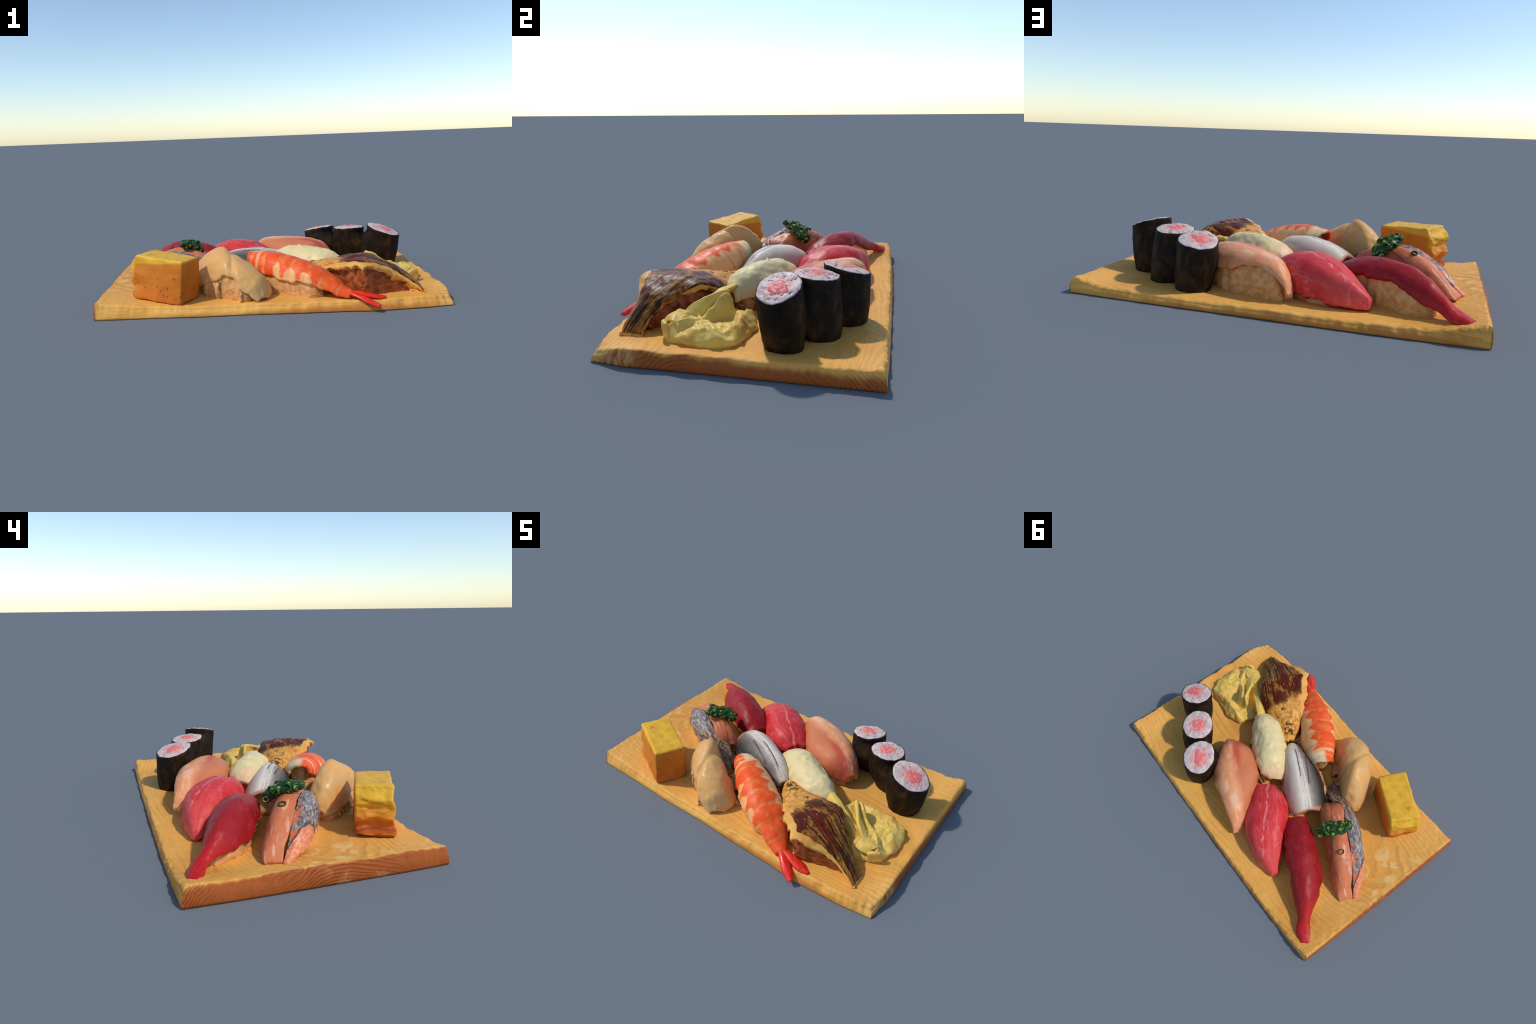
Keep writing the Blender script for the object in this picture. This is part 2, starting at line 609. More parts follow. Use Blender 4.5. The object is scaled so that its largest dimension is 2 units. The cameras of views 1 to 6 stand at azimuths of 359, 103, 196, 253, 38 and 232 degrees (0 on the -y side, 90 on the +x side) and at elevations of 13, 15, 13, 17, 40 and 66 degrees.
SQUID = [
    ((.472, -.068, .12), (.455, -.115, .172), (.410, -.178, .10)),
    ((.415, -.012, .13), (.382, -.082, .232), (.315, -.190, .10)),
    ((.332, .050, .12), (.290, -.040, .246), (.218, -.148, .11)),
    ((.244, .105, .13), (.200, .000, .249), (.126, -.096, .11)),
    ((.168, .142, .145), (.110, .042, .240), (.040, -.045, .12)),
    ((.090, .152, .15), (.045, .078, .213), (-.005, .008, .13)),
    ((.030, .130, .140), (.005, .105, .162), (-.022, .062, .13)),
]
EEL = [
    ((.848, -.405, .050), (.852, -.455, .056), (.846, -.515, .052)),
    ((.800, -.400, .105), (.795, -.450, .125), (.795, -.495, .092)),
    ((.720, -.362, .155), (.705, -.425, .195), (.702, -.485, .150)),
    ((.650, -.300, .185), (.620, -.390, .234), (.625, -.505, .195)),
    ((.585, -.210, .225), (.520, -.340, .256), (.500, -.550, .234)),
    ((.490, -.160, .180), (.420, -.300, .240), (.385, -.468, .224)),
    ((.380, -.135, .135), (.320, -.245, .218), (.290, -.365, .172)),
    ((.270, -.115, .125), (.240, -.190, .195), (.210, -.275, .130)),
    ((.190, -.112, .14), (.178, -.140, .184), (.162, -.175, .13)),
]
SHRIMP = [
    ((0.440, -0.520, 0.072), (0.425, -0.545, 0.100), (0.400, -0.570, 0.066), 2.4, 1.9),
    ((0.384, -0.429, 0.093), (0.352, -0.497, 0.150), (0.332, -0.554, 0.085), 2.4, 1.9),
    ((0.324, -0.350, 0.101), (0.269, -0.444, 0.206), (0.253, -0.529, 0.118), 2.4, 1.9),
    ((0.252, -0.290, 0.106), (0.184, -0.394, 0.242), (0.168, -0.505, 0.142), 2.4, 1.9),
    ((0.162, -0.233, 0.111), (0.094, -0.344, 0.266), (0.063, -0.447, 0.150), 2.4, 1.9),
    ((0.072, -0.183, 0.126), (0.004, -0.289, 0.281), (-0.027, -0.379, 0.160), 2.4, 1.9),
    ((-0.008, -0.150, 0.166), (-0.076, -0.244, 0.281), (-0.100, -0.309, 0.185), 2.4, 1.9),
    ((-0.073, -0.146, 0.201), (-0.136, -0.218, 0.274), (-0.147, -0.259, 0.215), 2.4, 1.9),
]
CLAM = [
    ((-.025, -.490, .066), (-.058, -.535, .090), (-.092, -.552, .064)),
    ((-.012, -.420, .075), (-.085, -.502, .186), (-.140, -.555, .090)),
    ((-.055, -.355, .085), (-.145, -.450, .250), (-.200, -.538, .145)),
    ((-.125, -.305, .095), (-.205, -.398, .286), (-.262, -.490, .195)),
    ((-.205, -.255, .100), (-.268, -.345, .316), (-.325, -.445, .170)),
    ((-.285, -.205, .100), (-.332, -.290, .314), (-.392, -.392, .120)),
    ((-.365, -.155, .095), (-.392, -.240, .275), (-.440, -.325, .100)),
    ((-.430, -.140, .090), (-.450, -.192, .205), (-.475, -.245, .090)),
    ((-.455, -.150, .085), (-.468, -.178, .120), (-.480, -.205, .085)),
]
MACKEREL_FLESH = [
    ((-.300, -.020, .10), (-.325, -.060, .165), (-.350, -.100, .16)),
    ((-.355, .020, .11), (-.390, -.035, .222), (-.402, -.120, .205)),
    ((-.455, .085, .12), (-.490, .010, .256), (-.505, -.056, .236)),
    ((-.568, .138, .13), (-.590, .060, .264), (-.601, .000, .240)),
    ((-.658, .185, .12), (-.680, .105, .236), (-.683, .046, .222)),
    ((-.740, .225, .098), (-.752, .155, .190), (-.769, .100, .176)),
    ((-.808, .250, .080), (-.815, .200, .135), (-.828, .148, .118)),
    ((-.850, .255, .075), (-.866, .220, .086), (-.882, .180, .080)),
]
MACKEREL_SKIN = [
    ((-.245, -.125, .095), (-.250, -.150, .115), (-.225, -.215, .070)),
    ((-.325, -.098, .175), (-.355, -.145, .185), (-.360, -.215, .085)),
    ((-.402, -.112, .212), (-.440, -.130, .226), (-.455, -.180, .110)),
    ((-.507, -.052, .234), (-.540, -.070, .256), (-.583, -.128, .130)),
    ((-.604, .002, .240), (-.635, -.020, .256), (-.675, -.072, .130)),
    ((-.684, .046, .222), (-.715, .020, .226), (-.752, -.024, .120)),
    ((-.768, .098, .176), (-.786, .075, .182), (-.818, .034, .100)),
    ((-.832, .140, .118), (-.846, .125, .126), (-.862, .100, .085)),
    ((-.890, .178, .080), (-.896, .172, .085), (-.902, .155, .074)),
]


def fish_material(name, base, alt, streak=None, edge=None):
    g = Graph(name)
    x, y, z = g.xyz()
    n = g.noise(9, 4, 0.6)
    grain = g.noise(1, 4, 0.65, 0.3, g.map((25, 90, 90), rot=(0, 0, 0.5)))
    c = g.mix(g.step(n, 0.3, 0.7), base, alt)
    return g, c, x, y, z, grain


def mat_fatty_tuna():
    g, c, x, y, z, grain = fish_material('fatty_tuna', lit(196, 44, 50), lit(212, 72, 76))
    v = g.map((3.2, 16, 6), rot=(0, 0, 0.16))
    w = g.noise(1.0, 3, 0.5, 0.8, v)
    vein = g.band(w, 0.495, 0.525, 0.018)
    c = g.mix(g.mul(vein, 0.22), c, lit(236, 150, 156))
    # one strong fat seam along the slice
    off = g.add(y, g.add(g.mul(x, 0.16), g.mul(g.add(g.noise(13, 3), -0.5), 0.05)))
    seam = g.mul(g.band(off, 0.028, 0.036, 0.008), g.step(g.noise(24, 3), 0.35, 0.6))
    c = g.mix(g.mul(seam, 0.75), c, lit(244, 178, 180))
    c = g.mix(g.mul(g.step(x, -0.05, -0.25), 0.5), c, lit(220, 92, 92))
    fleck = g.mul(g.step(grain, 0.52, 0.70), g.step(g.noise(7, 2), .4, .65))
    c = g.mix(g.mul(fleck, 0.4), c, lit(240, 158, 160))
    return g.done(c, 0.36, grain, 0.15, 0.003, sss=0.12)


def mat_lean_tuna():
    g, c, x, y, z, grain = fish_material('lean_tuna', lit(138, 24, 30), lit(160, 34, 40))
    c = g.mix(g.mul(g.step(x, -0.10, -0.28), 0.65), c, lit(188, 32, 34))
    fleck = g.mul(g.step(grain, 0.50, 0.70), g.step(g.noise(6, 2), .35, .65))
    c = g.mix(g.mul(fleck, 0.5), c, lit(196, 84, 88))
    c = g.mix(g.mul(g.step(g.noise(5, 3), .5, .7), .4), c, lit(116, 18, 26))
    return g.done(c, 0.42, grain, 0.2, 0.003, sss=0.1)


def mat_yellowtail():
    g, c, x, y, z, grain = fish_material('yellowtail', lit(220, 148, 104), lit(228, 164, 122))
    wob = g.mul(g.add(g.noise(7, 3), -.5), .05)
    yw = g.add(y, wob)
    c = g.mix(g.mul(g.step(yw, -.03, -.085), .75), c, lit(186, 108, 74))
    red = g.mul(g.band(yw, -.075, -.028, .014), g.step(g.add(x, wob), -.08, .16))
    c = g.mix(g.mul(red, .8), c, lit(190, 66, 58))
    c = g.mix(g.mul(g.step(g.add(x, wob), .17, .27), .6), c, lit(190, 88, 72))
    sheen = g.noise(1, 3, .5, .2, g.map((9, 34, 20)))
    crest = g.band(yw, -.04, .045, .02)
    c = g.mix(g.mul(g.mul(g.step(sheen, .48, .62), crest), .55), c, lit(240, 206, 180))  # light reflected along the crest, drawn as whitish streaks
    return g.done(c, 0.3, grain, 0.15, 0.003, sss=0.1)


def mat_gizzard():
    g = Graph('silver_fish_skin')
    x, y, z = g.xyz()
    wob = g.mul(g.add(g.noise(9, 3), -0.5), 0.02)
    yy = g.add(y, wob)
    c = g.ramp(g.math('MULTIPLY_ADD', yy, 4.4, 0.5), [
        (0.02, lit(44, 42, 42)), (0.16, lit(96, 92, 88)), (0.32, lit(140, 136, 130)), (0.42, lit(214, 210, 204)),
        (0.58, lit(232, 228, 222)), (0.74, lit(206, 196, 184)), (0.9, lit(186, 166, 152))])
    # rows of scales
    tx = g.math('FRACT', g.mul(g.add(x, g.mul(y, 0.35)), 85.0))
    ty = g.math('FRACT', g.mul(y, 48.0))
    dot = g.mul(g.step(g.math('ABSOLUTE', g.add(tx, -0.5)), 0.36, 0.18), g.step(g.math('ABSOLUTE', g.add(ty, -0.5)), 0.42, 0.22))
    where = g.band(y, -0.115, 0.012, 0.01)
    c = g.mix(g.mul(g.mul(g.mul(dot, where), g.step(g.noise(22, 2), 0.3, 0.55)), .5), c, lit(84, 80, 80))
    stripes = g.noise(1, 3, 0.6, 0, g.map((6, 75, 40)))
    c = g.mix(g.mul(g.step(stripes, 0.55, 0.72), 0.35), c, lit(120, 112, 106))
    # two knife slits, same lines as the grooves in the mesh
    for (y0, k, a, b) in SLITS:
        dist = g.math('ABSOLUTE', g.add(g.math('SUBTRACT', y, y0), g.mul(x, -k)))
        s = g.mul(g.step(dist, 0.0062, 0.0018), g.band(x, a, b, 0.012))
        c = g.mix(g.mul(s, 0.85), c, lit(76, 54, 46))
    cut = g.step(g.add(x, g.mul(y, .12)), -0.238, -0.248)
    c = g.mix(g.mul(cut, 0.8), c, lit(196, 130, 112))
    return g.done(c, 0.45, dot, 0.1, 0.002, spec=0.3)


SLITS = []


def slit_setup():
    org, ang = frame(GIZZARD_SHAD)
    c, s = math.cos(ang), math.sin(ang)

    def loc(p):
        dx, dy = p[0] - org[0], p[1] - org[1]
        return dx * c + dy * s, -dx * s + dy * c
    for A, B in (((.080, -.117), (-.109, -.016)), ((.011, -.147), (-.179, -.029))):
        a, b = loc(A), loc(B)
        k = (a[1] - b[1]) / (a[0] - b[0])
        SLITS.append((a[1] - k * a[0], k, min(a[0], b[0]), max(a[0], b[0])))


def slit_detail(loc, g):
    d = np.zeros(loc.shape[:2])
    for y0, k, a, b in SLITS:
        dist = np.abs(loc[:, :, 1] - y0 - k * loc[:, :, 0])
        win = smooth(loc[:, :, 0], a - .01, a + .02) * smooth(-loc[:, :, 0], -b - .01, -b + .02)
        d -= 0.004 * win * (1 - smooth(dist, 0.002, 0.009))
    return d


def mat_squid():
    g = Graph('pale_squid')
    x, y, z = g.xyz()
    n = g.noise(10, 4, 0.6)
    c = g.mix(g.step(n, 0.3, 0.7), lit(226, 214, 166), lit(216, 206, 160))
    c = g.mix(g.mul(g.step(x, -0.15, -0.22), 0.6), c, lit(232, 198, 166))
    c = g.mix(g.mul(g.step(g.noise(4, 2), 0.52, 0.66), 0.4), c, lit(206, 206, 176))
    ridges = g.noise(1, 3, 0.5, 0, g.map((30, 12, 10)))
    return g.done(c, 0.36, ridges, 0.2, 0.004, sss=0.15)


def mat_clam():
    g = Graph('clam_flesh')
    x, y, z = g.xyz()
    n = g.noise(7, 4, 0.55)
    c = g.mix(g.step(n, 0.35, 0.65), lit(216, 170, 106), lit(210, 172, 118))
    c = g.mix(g.mul(g.step(g.noise(13, 2), 0.58, 0.7), 0.4), c, lit(196, 172, 132))
    streak = g.mul(g.step(x, -0.04, -0.10), g.step(g.noise(1, 3, .5, 0, g.map((6, 26, 8))), 0.54, 0.66))
    c = g.mix(g.mul(streak, 0.55), c, lit(226, 154, 66))
    return g.done(c, 0.28, g.noise(22, 3), 0.12, 0.004, sss=0.1, coat=0.06)


def mat_shrimp():
    g = Graph('cooked_shrimp')
    x, y, z = g.xyz()
    wob = g.mul(g.add(g.noise(10, 3), -0.5), 0.05)
    ph = g.math('FRACT', g.mul(g.add(g.add(x, wob), g.mul(g.mul(y, y), 2.0)), 11.0))
    white = lit(232, 178, 122)
    orange = lit(232, 88, 34)
    pale = lit(238, 140, 84)
    top = g.mix(g.mul(g.band(ph, .82, .97, .06), g.step(g.noise(12, 2), .35, .6)), orange, pale)
    top = g.mix(g.mul(g.step(g.noise(20, 4, 0.65), 0.46, 0.66), 0.6), top, lit(236, 134, 78))
    d = g.add(g.math('ABSOLUTE', g.add(y, 0.005)), g.mul(g.add(g.noise(16, 3, .6), -0.5), 0.09))
    scallop = g.mul(g.math('ABSOLUTE', g.add(ph, -0.5)), 0.085)
    limit = g.add(d, scallop)
    side = g.step(limit, 0.088, 0.108)
    tailward = g.step(x, 0.16, 0.26)
    side = g.mul(side, g.inv(g.mul(tailward, 0.6)))
    c = g.mix(side, top, white)
    lines = g.mul(g.step(ph, 0.90, 0.97), g.mul(side, g.step(g.noise(9, 2), 0.4, 0.6)))
    c = g.mix(g.mul(lines, 0.8), c, lit(222, 96, 44))
    head = g.mul(g.step(x, -0.235, -0.262), g.step(y, 0.0, 0.025))
    c = g.mix(head, c, lit(226, 202, 160))
    c = g.mix(g.mul(g.band(g.add(x, wob), -0.252, -0.235, 0.01), 0.85), c, lit(240, 196, 146))
    c = g.mix(g.mul(tailward, 0.35), c, lit(224, 84, 46))
    return g.done(c, 0.33, g.noise(60, 3), 0.12, 0.002, sss=0.12)


def shrimp_detail(loc, g):
    x = loc[:, :, 0] + 2.0 * loc[:, :, 1] ** 2
    ph = (x * 11.0) % 1.0
    return 0.005 * (np.sin(ph * np.pi) ** 0.6 - 0.6)


def mat_tail():
    g = Graph('shrimp_tail_shell')
    n = g.noise(1, 3, .6, 0, g.map((10, 60, 40)))
    c = g.mix(g.step(n, .35, .7), lit(216, 34, 24), lit(232, 72, 44))
    return g.done(c, 0.25, n, 0.2, 0.003, coat=0.3)


def mat_eel(skin):
    g = Graph('grilled_eel_skin' if skin else 'eel_flesh')
    x, y, z = g.xyz()
    tan = g.mix(g.step(g.noise(8, 3), .35, .65), lit(206, 150, 72), lit(222, 174, 92))
    speck = g.noise(42, 4, .6)
    if not skin:
        burn = g.mul(g.step(g.noise(24, 4, .6), .60, .68), .5)
        c = g.mix(burn, tan, lit(176, 104, 48))
        return g.done(c, .45, speck, .25, .004, spec=.25)
    wob = g.mul(g.add(g.noise(9, 4, .6), -.5), .17)
    xw = g.add(g.add(x, wob), g.mul(y, .30))
    brown = g.mix(g.step(speck, .40, .62), lit(112, 70, 24), lit(156, 104, 42))
    front = g.step(xw, -.14, -.07)                       # bare tan tail at the back
    c = g.mix(front, g.mix(g.step(speck, .45, .6), tan, lit(186, 128, 56)), brown)
    # long black char stripes that fan out along the fillet
    fan = g.vec(x, g.math('DIVIDE', y, g.add(.62, g.mul(x, -.75))), z)
    streak = g.noise(1, 5, .6, .35, g.map((3.0, 30, 6), v=fan))
    char = g.mul(g.step(streak, .51, .57), front)
    c = g.mix(g.mul(char, .95), c, lit(44, 25, 12))
    pale = g.mul(g.step(g.noise(1, 3, .5, .3, g.map((4.5, 34, 6), (5, 2, 1), v=fan)), .61, .66), front)
    c = g.mix(g.mul(pale, .75), c, lit(192, 134, 58))
    # dark red-brown glaze across the hump
    sauce = g.mul(g.band(xw, -.12, .05, .025), g.step(g.noise(8, 3, .55, .6), .40, .52))
    c = g.mix(g.mul(sauce, .88), c, lit(74, 18, 10))
    run = g.mul(g.band(g.add(y, g.mul(wob, .3)), -.085, -.045, .012), g.band(xw, -.05, .20, .03))
    c = g.mix(g.mul(run, .8), c, lit(92, 22, 10))
    spot = g.mul(g.step(x, -.06, -.12), g.step(g.noise(26, 4, .65), .54, .60))
    c = g.mix(g.mul(g.mul(spot, g.band(y, -.055, .045, .02)), .92), c, lit(58, 32, 14))
    glint = g.mul(g.step(g.noise(70, 2, .5), .68, .74), g.band(x, -.10, .15, .04))  # gloss highlights painted as pale specks in the base colour
    c = g.mix(g.mul(glint, .5), c, lit(196, 176, 156))
    rough = g.math('MULTIPLY_ADD', speck, .4, .18)
    return g.done(c, rough, g.add(g.mul(speck, .6), streak), 0.45, 0.006, spec=.16)


def mat_mackerel_flesh():
    g, c, x, y, z, grain = fish_material('mackerel_flesh', lit(188, 106, 70), lit(202, 126, 90))
    c = g.mix(g.mul(g.step(grain, .58, .74), .3), c, lit(238, 186, 160))
    seam = g.math('ABSOLUTE', g.add(g.add(y, g.mul(x, .22)), g.add(g.mul(g.add(g.noise(8, 2), -.5), .03), -.035)))
    c = g.mix(g.mul(g.step(seam, .007, .002), .55), c, lit(120, 58, 42))
    painted_highlight = g.mul(g.step(g.noise(1, 2, .5, 0, g.map((10, 40, 10))), .60, .68), .5)
    c = g.mix(painted_highlight, c, lit(238, 190, 166))
    dark = g.mul(g.step(g.noise(6, 2), .58, .7), .35)
    c = g.mix(dark, c, lit(172, 84, 54))
    return g.done(c, .3, grain, .15, .003, sss=.15)


def mat_mackerel_skin():
    g = Graph('mackerel_skin')
    x, y, z = g.xyz()
    v = g.map((26, 80, 80), rot=(0, 0, .35))
    n = g.noise(1, 4, .6, .4, v)
    c = g.ramp(n, [(.30, lit(58, 54, 54)), (.44, lit(108, 102, 102)), (.56, lit(146, 146, 152)), (.72, lit(204, 206, 216))])
    c = g.mix(g.step(x, .10, .26), c, g.mix(g.step(n, .4, .6), lit(92, 66, 52), lit(168, 140, 118)))
    warp = g.mul(g.add(g.noise(16, 3), -.5), .06)
    orange = g.mul(g.band(x, -.21, .0, .02), g.mul(g.step(g.noise(24, 3, .6), .47, .53), g.step(g.add(y, g.mul(warp, .6)), -.112, -.092)))
    c = g.mix(g.mul(orange, .9), c, lit(208, 112, 66))
    # skin ends in a ragged torn line; bare flesh beyond
    line = g.add(g.add(x, g.mul(y, 1.61)), warp)
    flesh = g.step(line, -.335, -.349)
    c = g.mix(flesh, c, g.mix(g.step(n, .42, .68), lit(206, 122, 86), lit(228, 164, 132)))
    rim = g.band(line, -.345, -.330, .006)
    c = g.mix(g.mul(rim, .8), c, lit(56, 48, 48))
    low = g.step(z, .055, .035)
    c = g.mix(g.mul(low, .8), c, lit(210, 132, 92))
    return g.done(c, .42, n, .15, .002, spec=.35)


# ------------------------------------------------------------- other food ---
def build_omelette():
    th = Thing('rolled_omelette', 'thick yellow egg omelette block with layered end, darker towards its foot', 'omelette', (-.60, -.40, .066), math.atan2(.155, -.29) + math.pi)
    # bottom and top corners: (+x+y), (+x-y), (-x-y), (-x+y)
    top = np.array([(-.415, -.393, .292), (-.496, -.552, .301), (-.792, -.394, .320), (-.700, -.242, .316)])
    bot = np.array([(-.425, -.388, .056), (-.518, -.562, .058), (-.790, -.422, .070), (-.716, -.246, .072)])
    n = 34
    s = np.linspace(-1, 1, n)
    V, F, idx = [], [], {}

    def vid(a, b, c):
        if (a, b, c) not in idx:
            idx[(a, b, c)] = len(V)
            V.append((s[a], s[b], s[c]))
        return idx[(a, b, c)]
    for i in range(n - 1):
        for j in range(n - 1):
            for k in (0, n - 1):
                F.append((vid(i, j, k), vid(i + 1, j, k), vid(i + 1, j + 1, k), vid(i, j + 1, k)))
                F.append((vid(i, k, j), vid(i + 1, k, j), vid(i + 1, k, j + 1), vid(i, k, j + 1)))
                F.append((vid(k, i, j), vid(k, i + 1, j), vid(k, i + 1, j + 1), vid(k, i, j + 1)))
    P = np.array(V)
    # round the box edges, more at the layered end
    r = 0.10
    q = np.clip(P, -1 + r, 1 - r)
    d = P - q
    l = np.linalg.norm(d, axis=1)
    on = l > 1e-9
    P[on] = q[on] + d[on] / l[on][:, None] * r
    a, b, c = [(P[:, i] + 1) / 2 for i in range(3)]   # a: to +x, b: to +y, c: up

    def quad(K):
        return ((1 - a) * (1 - b))[:, None] * K[2] + (a * (1 - b))[:, None] * K[1] + (a * b)[:, None] * K[0] + ((1 - a) * b)[:, None] * K[3]
    W = quad(bot) * (1 - c)[:, None] + quad(top) * c[:, None]
    ctr = W.mean(0)
    out = W - ctr
    out /= np.linalg.norm(out, axis=1)[:, None]
    W = W + out * (0.008 * fbm(W, 14, 3, 21))[:, None]
    # end face: bulging top layer, pinched folds lower down
    end = smooth(-P[:, 0], .3, 1.0)
    h = c
    fold = 0.020 * np.sin(h * 3.0 + .2) + 0.010 * np.sin(h * 19 + 2.5 * pnoise(W, 9, 8)) + 0.014 * fbm(W * np.array([1, 1, 4]), 12, 3, 9)
    ax = (bot[2] + bot[3] - bot[0] - bot[1]); ax[2] = 0; ax /= np.linalg.norm(ax)
    W = W + ax * (end * (fold - .001 - .008 * smooth(h, .8, 1)))[:, None]
    # pinched waist of the left flank
    flank = smooth(-P[:, 1], .6, 1.0)
    ay = np.array([-ax[1], ax[0], 0])
    W = W + ay * (flank * (0.006 * np.sin(h * 14) * end))[:, None]

    g = Graph('egg_omelette')
    x, y, z = g.xyz()
    zc = g.math('MULTIPLY_ADD', x, -.07, z)
    topm = g.step(zc, .205, .222)
    n1 = g.noise(18, 4, .6)
    topc = g.mix(g.step(n1, .35, .65), lit(228, 184, 60), lit(214, 168, 52))
    scorch = g.mul(g.step(g.noise(22, 4, .65), .57, .64), g.step(g.noise(6, 2), .42, .58))
    topc = g.mix(g.mul(scorch, .7), topc, lit(196, 116, 40))
    sidec = g.mix(g.step(g.noise(6, 3), .3, .7), lit(202, 126, 42), lit(190, 110, 34))  # side colour deepened for the weak sun on these faces
    pores = g.step(g.voro(34, g.map((1, 1, .8))), .26, .12)
    sidec = g.mix(g.mul(pores, g.mul(g.step(g.noise(8, 2), .36, .5), .85)), sidec, lit(140, 66, 26))
    wav = g.add(z, g.add(g.mul(g.add(g.noise(7, 3), -.5), .07), g.mul(y, .05)))
    lay = g.math('FRACT', g.mul(wav, 19.0))
    layer = g.band(lay, .40, .55, .16)
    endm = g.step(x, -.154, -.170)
    endc = g.ramp(g.mul(z, 4.2), [(.0, lit(150, 62, 20)), (.25, lit(186, 98, 30)), (.5, lit(208, 138, 42)), (.8, lit(222, 180, 52))])  # darkening towards the bottom includes shade baked into the ramp
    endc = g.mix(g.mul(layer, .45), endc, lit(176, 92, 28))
    wr = g.noise(1, 4, .6, .8, g.map((6, 7, 34)))
    endc = g.mix(g.mul(g.step(wr, .54, .66), .5), endc, lit(172, 88, 24))
    endc = g.mix(g.mul(g.step(wr, .46, .34), .35), endc, lit(232, 190, 70))
    fold2 = g.band(g.add(z, g.mul(g.add(g.noise(9, 2), -.5), .04)), .040, .050, .008)
    endc = g.mix(g.mul(fold2, .7), endc, lit(110, 42, 16))
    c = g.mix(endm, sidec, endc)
    c = g.mix(g.mul(topm, 1.0), c, topc)
    m = g.done(c, .5, g.noise(40, 4), .3, .004, sss=.1)
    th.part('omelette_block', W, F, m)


def disc_rows(center, normal, rad_fn, rows, dome, seed, amp, drop=0.0):
    """Bumpy closed cap: rings from the rim to the middle."""
    n = normal / np.linalg.norm(normal)
    e1 = np.cross(n, [0, 1, 0]); e1 /= np.linalg.norm(e1)
    e2 = np.cross(n, e1)
    seg = 64
    an = np.linspace(0, 2 * np.pi, seg, endpoint=False)
    V = []
    for r in range(rows):
        f = 1 - r / rows
        for t in an:
            R = rad_fn(t) * f
            p = center + e1 * R * np.cos(t) + e2 * R * np.sin(t) + n * (dome * (1 - f ** 3) - drop)
            V.append(p)
    V.append(center + n * (dome - drop))
    V = np.array(V)
    w = np.ones(len(V)); w[:seg] = 0.3
    V = V + n * (amp * fbm(V, 42, 3, seed) * w)[:, None]
    F = []
    for r in range(rows - 1):
        for k in range(seg):
            F.append((r * seg + k, r * seg + (k + 1) % seg, (r + 1) * seg + (k + 1) % seg, (r + 1) * seg + k))
    for k in range(seg):
        F.append(((rows - 1) * seg + k, (rows - 1) * seg + (k + 1) % seg, len(V) - 1))
    return V, F


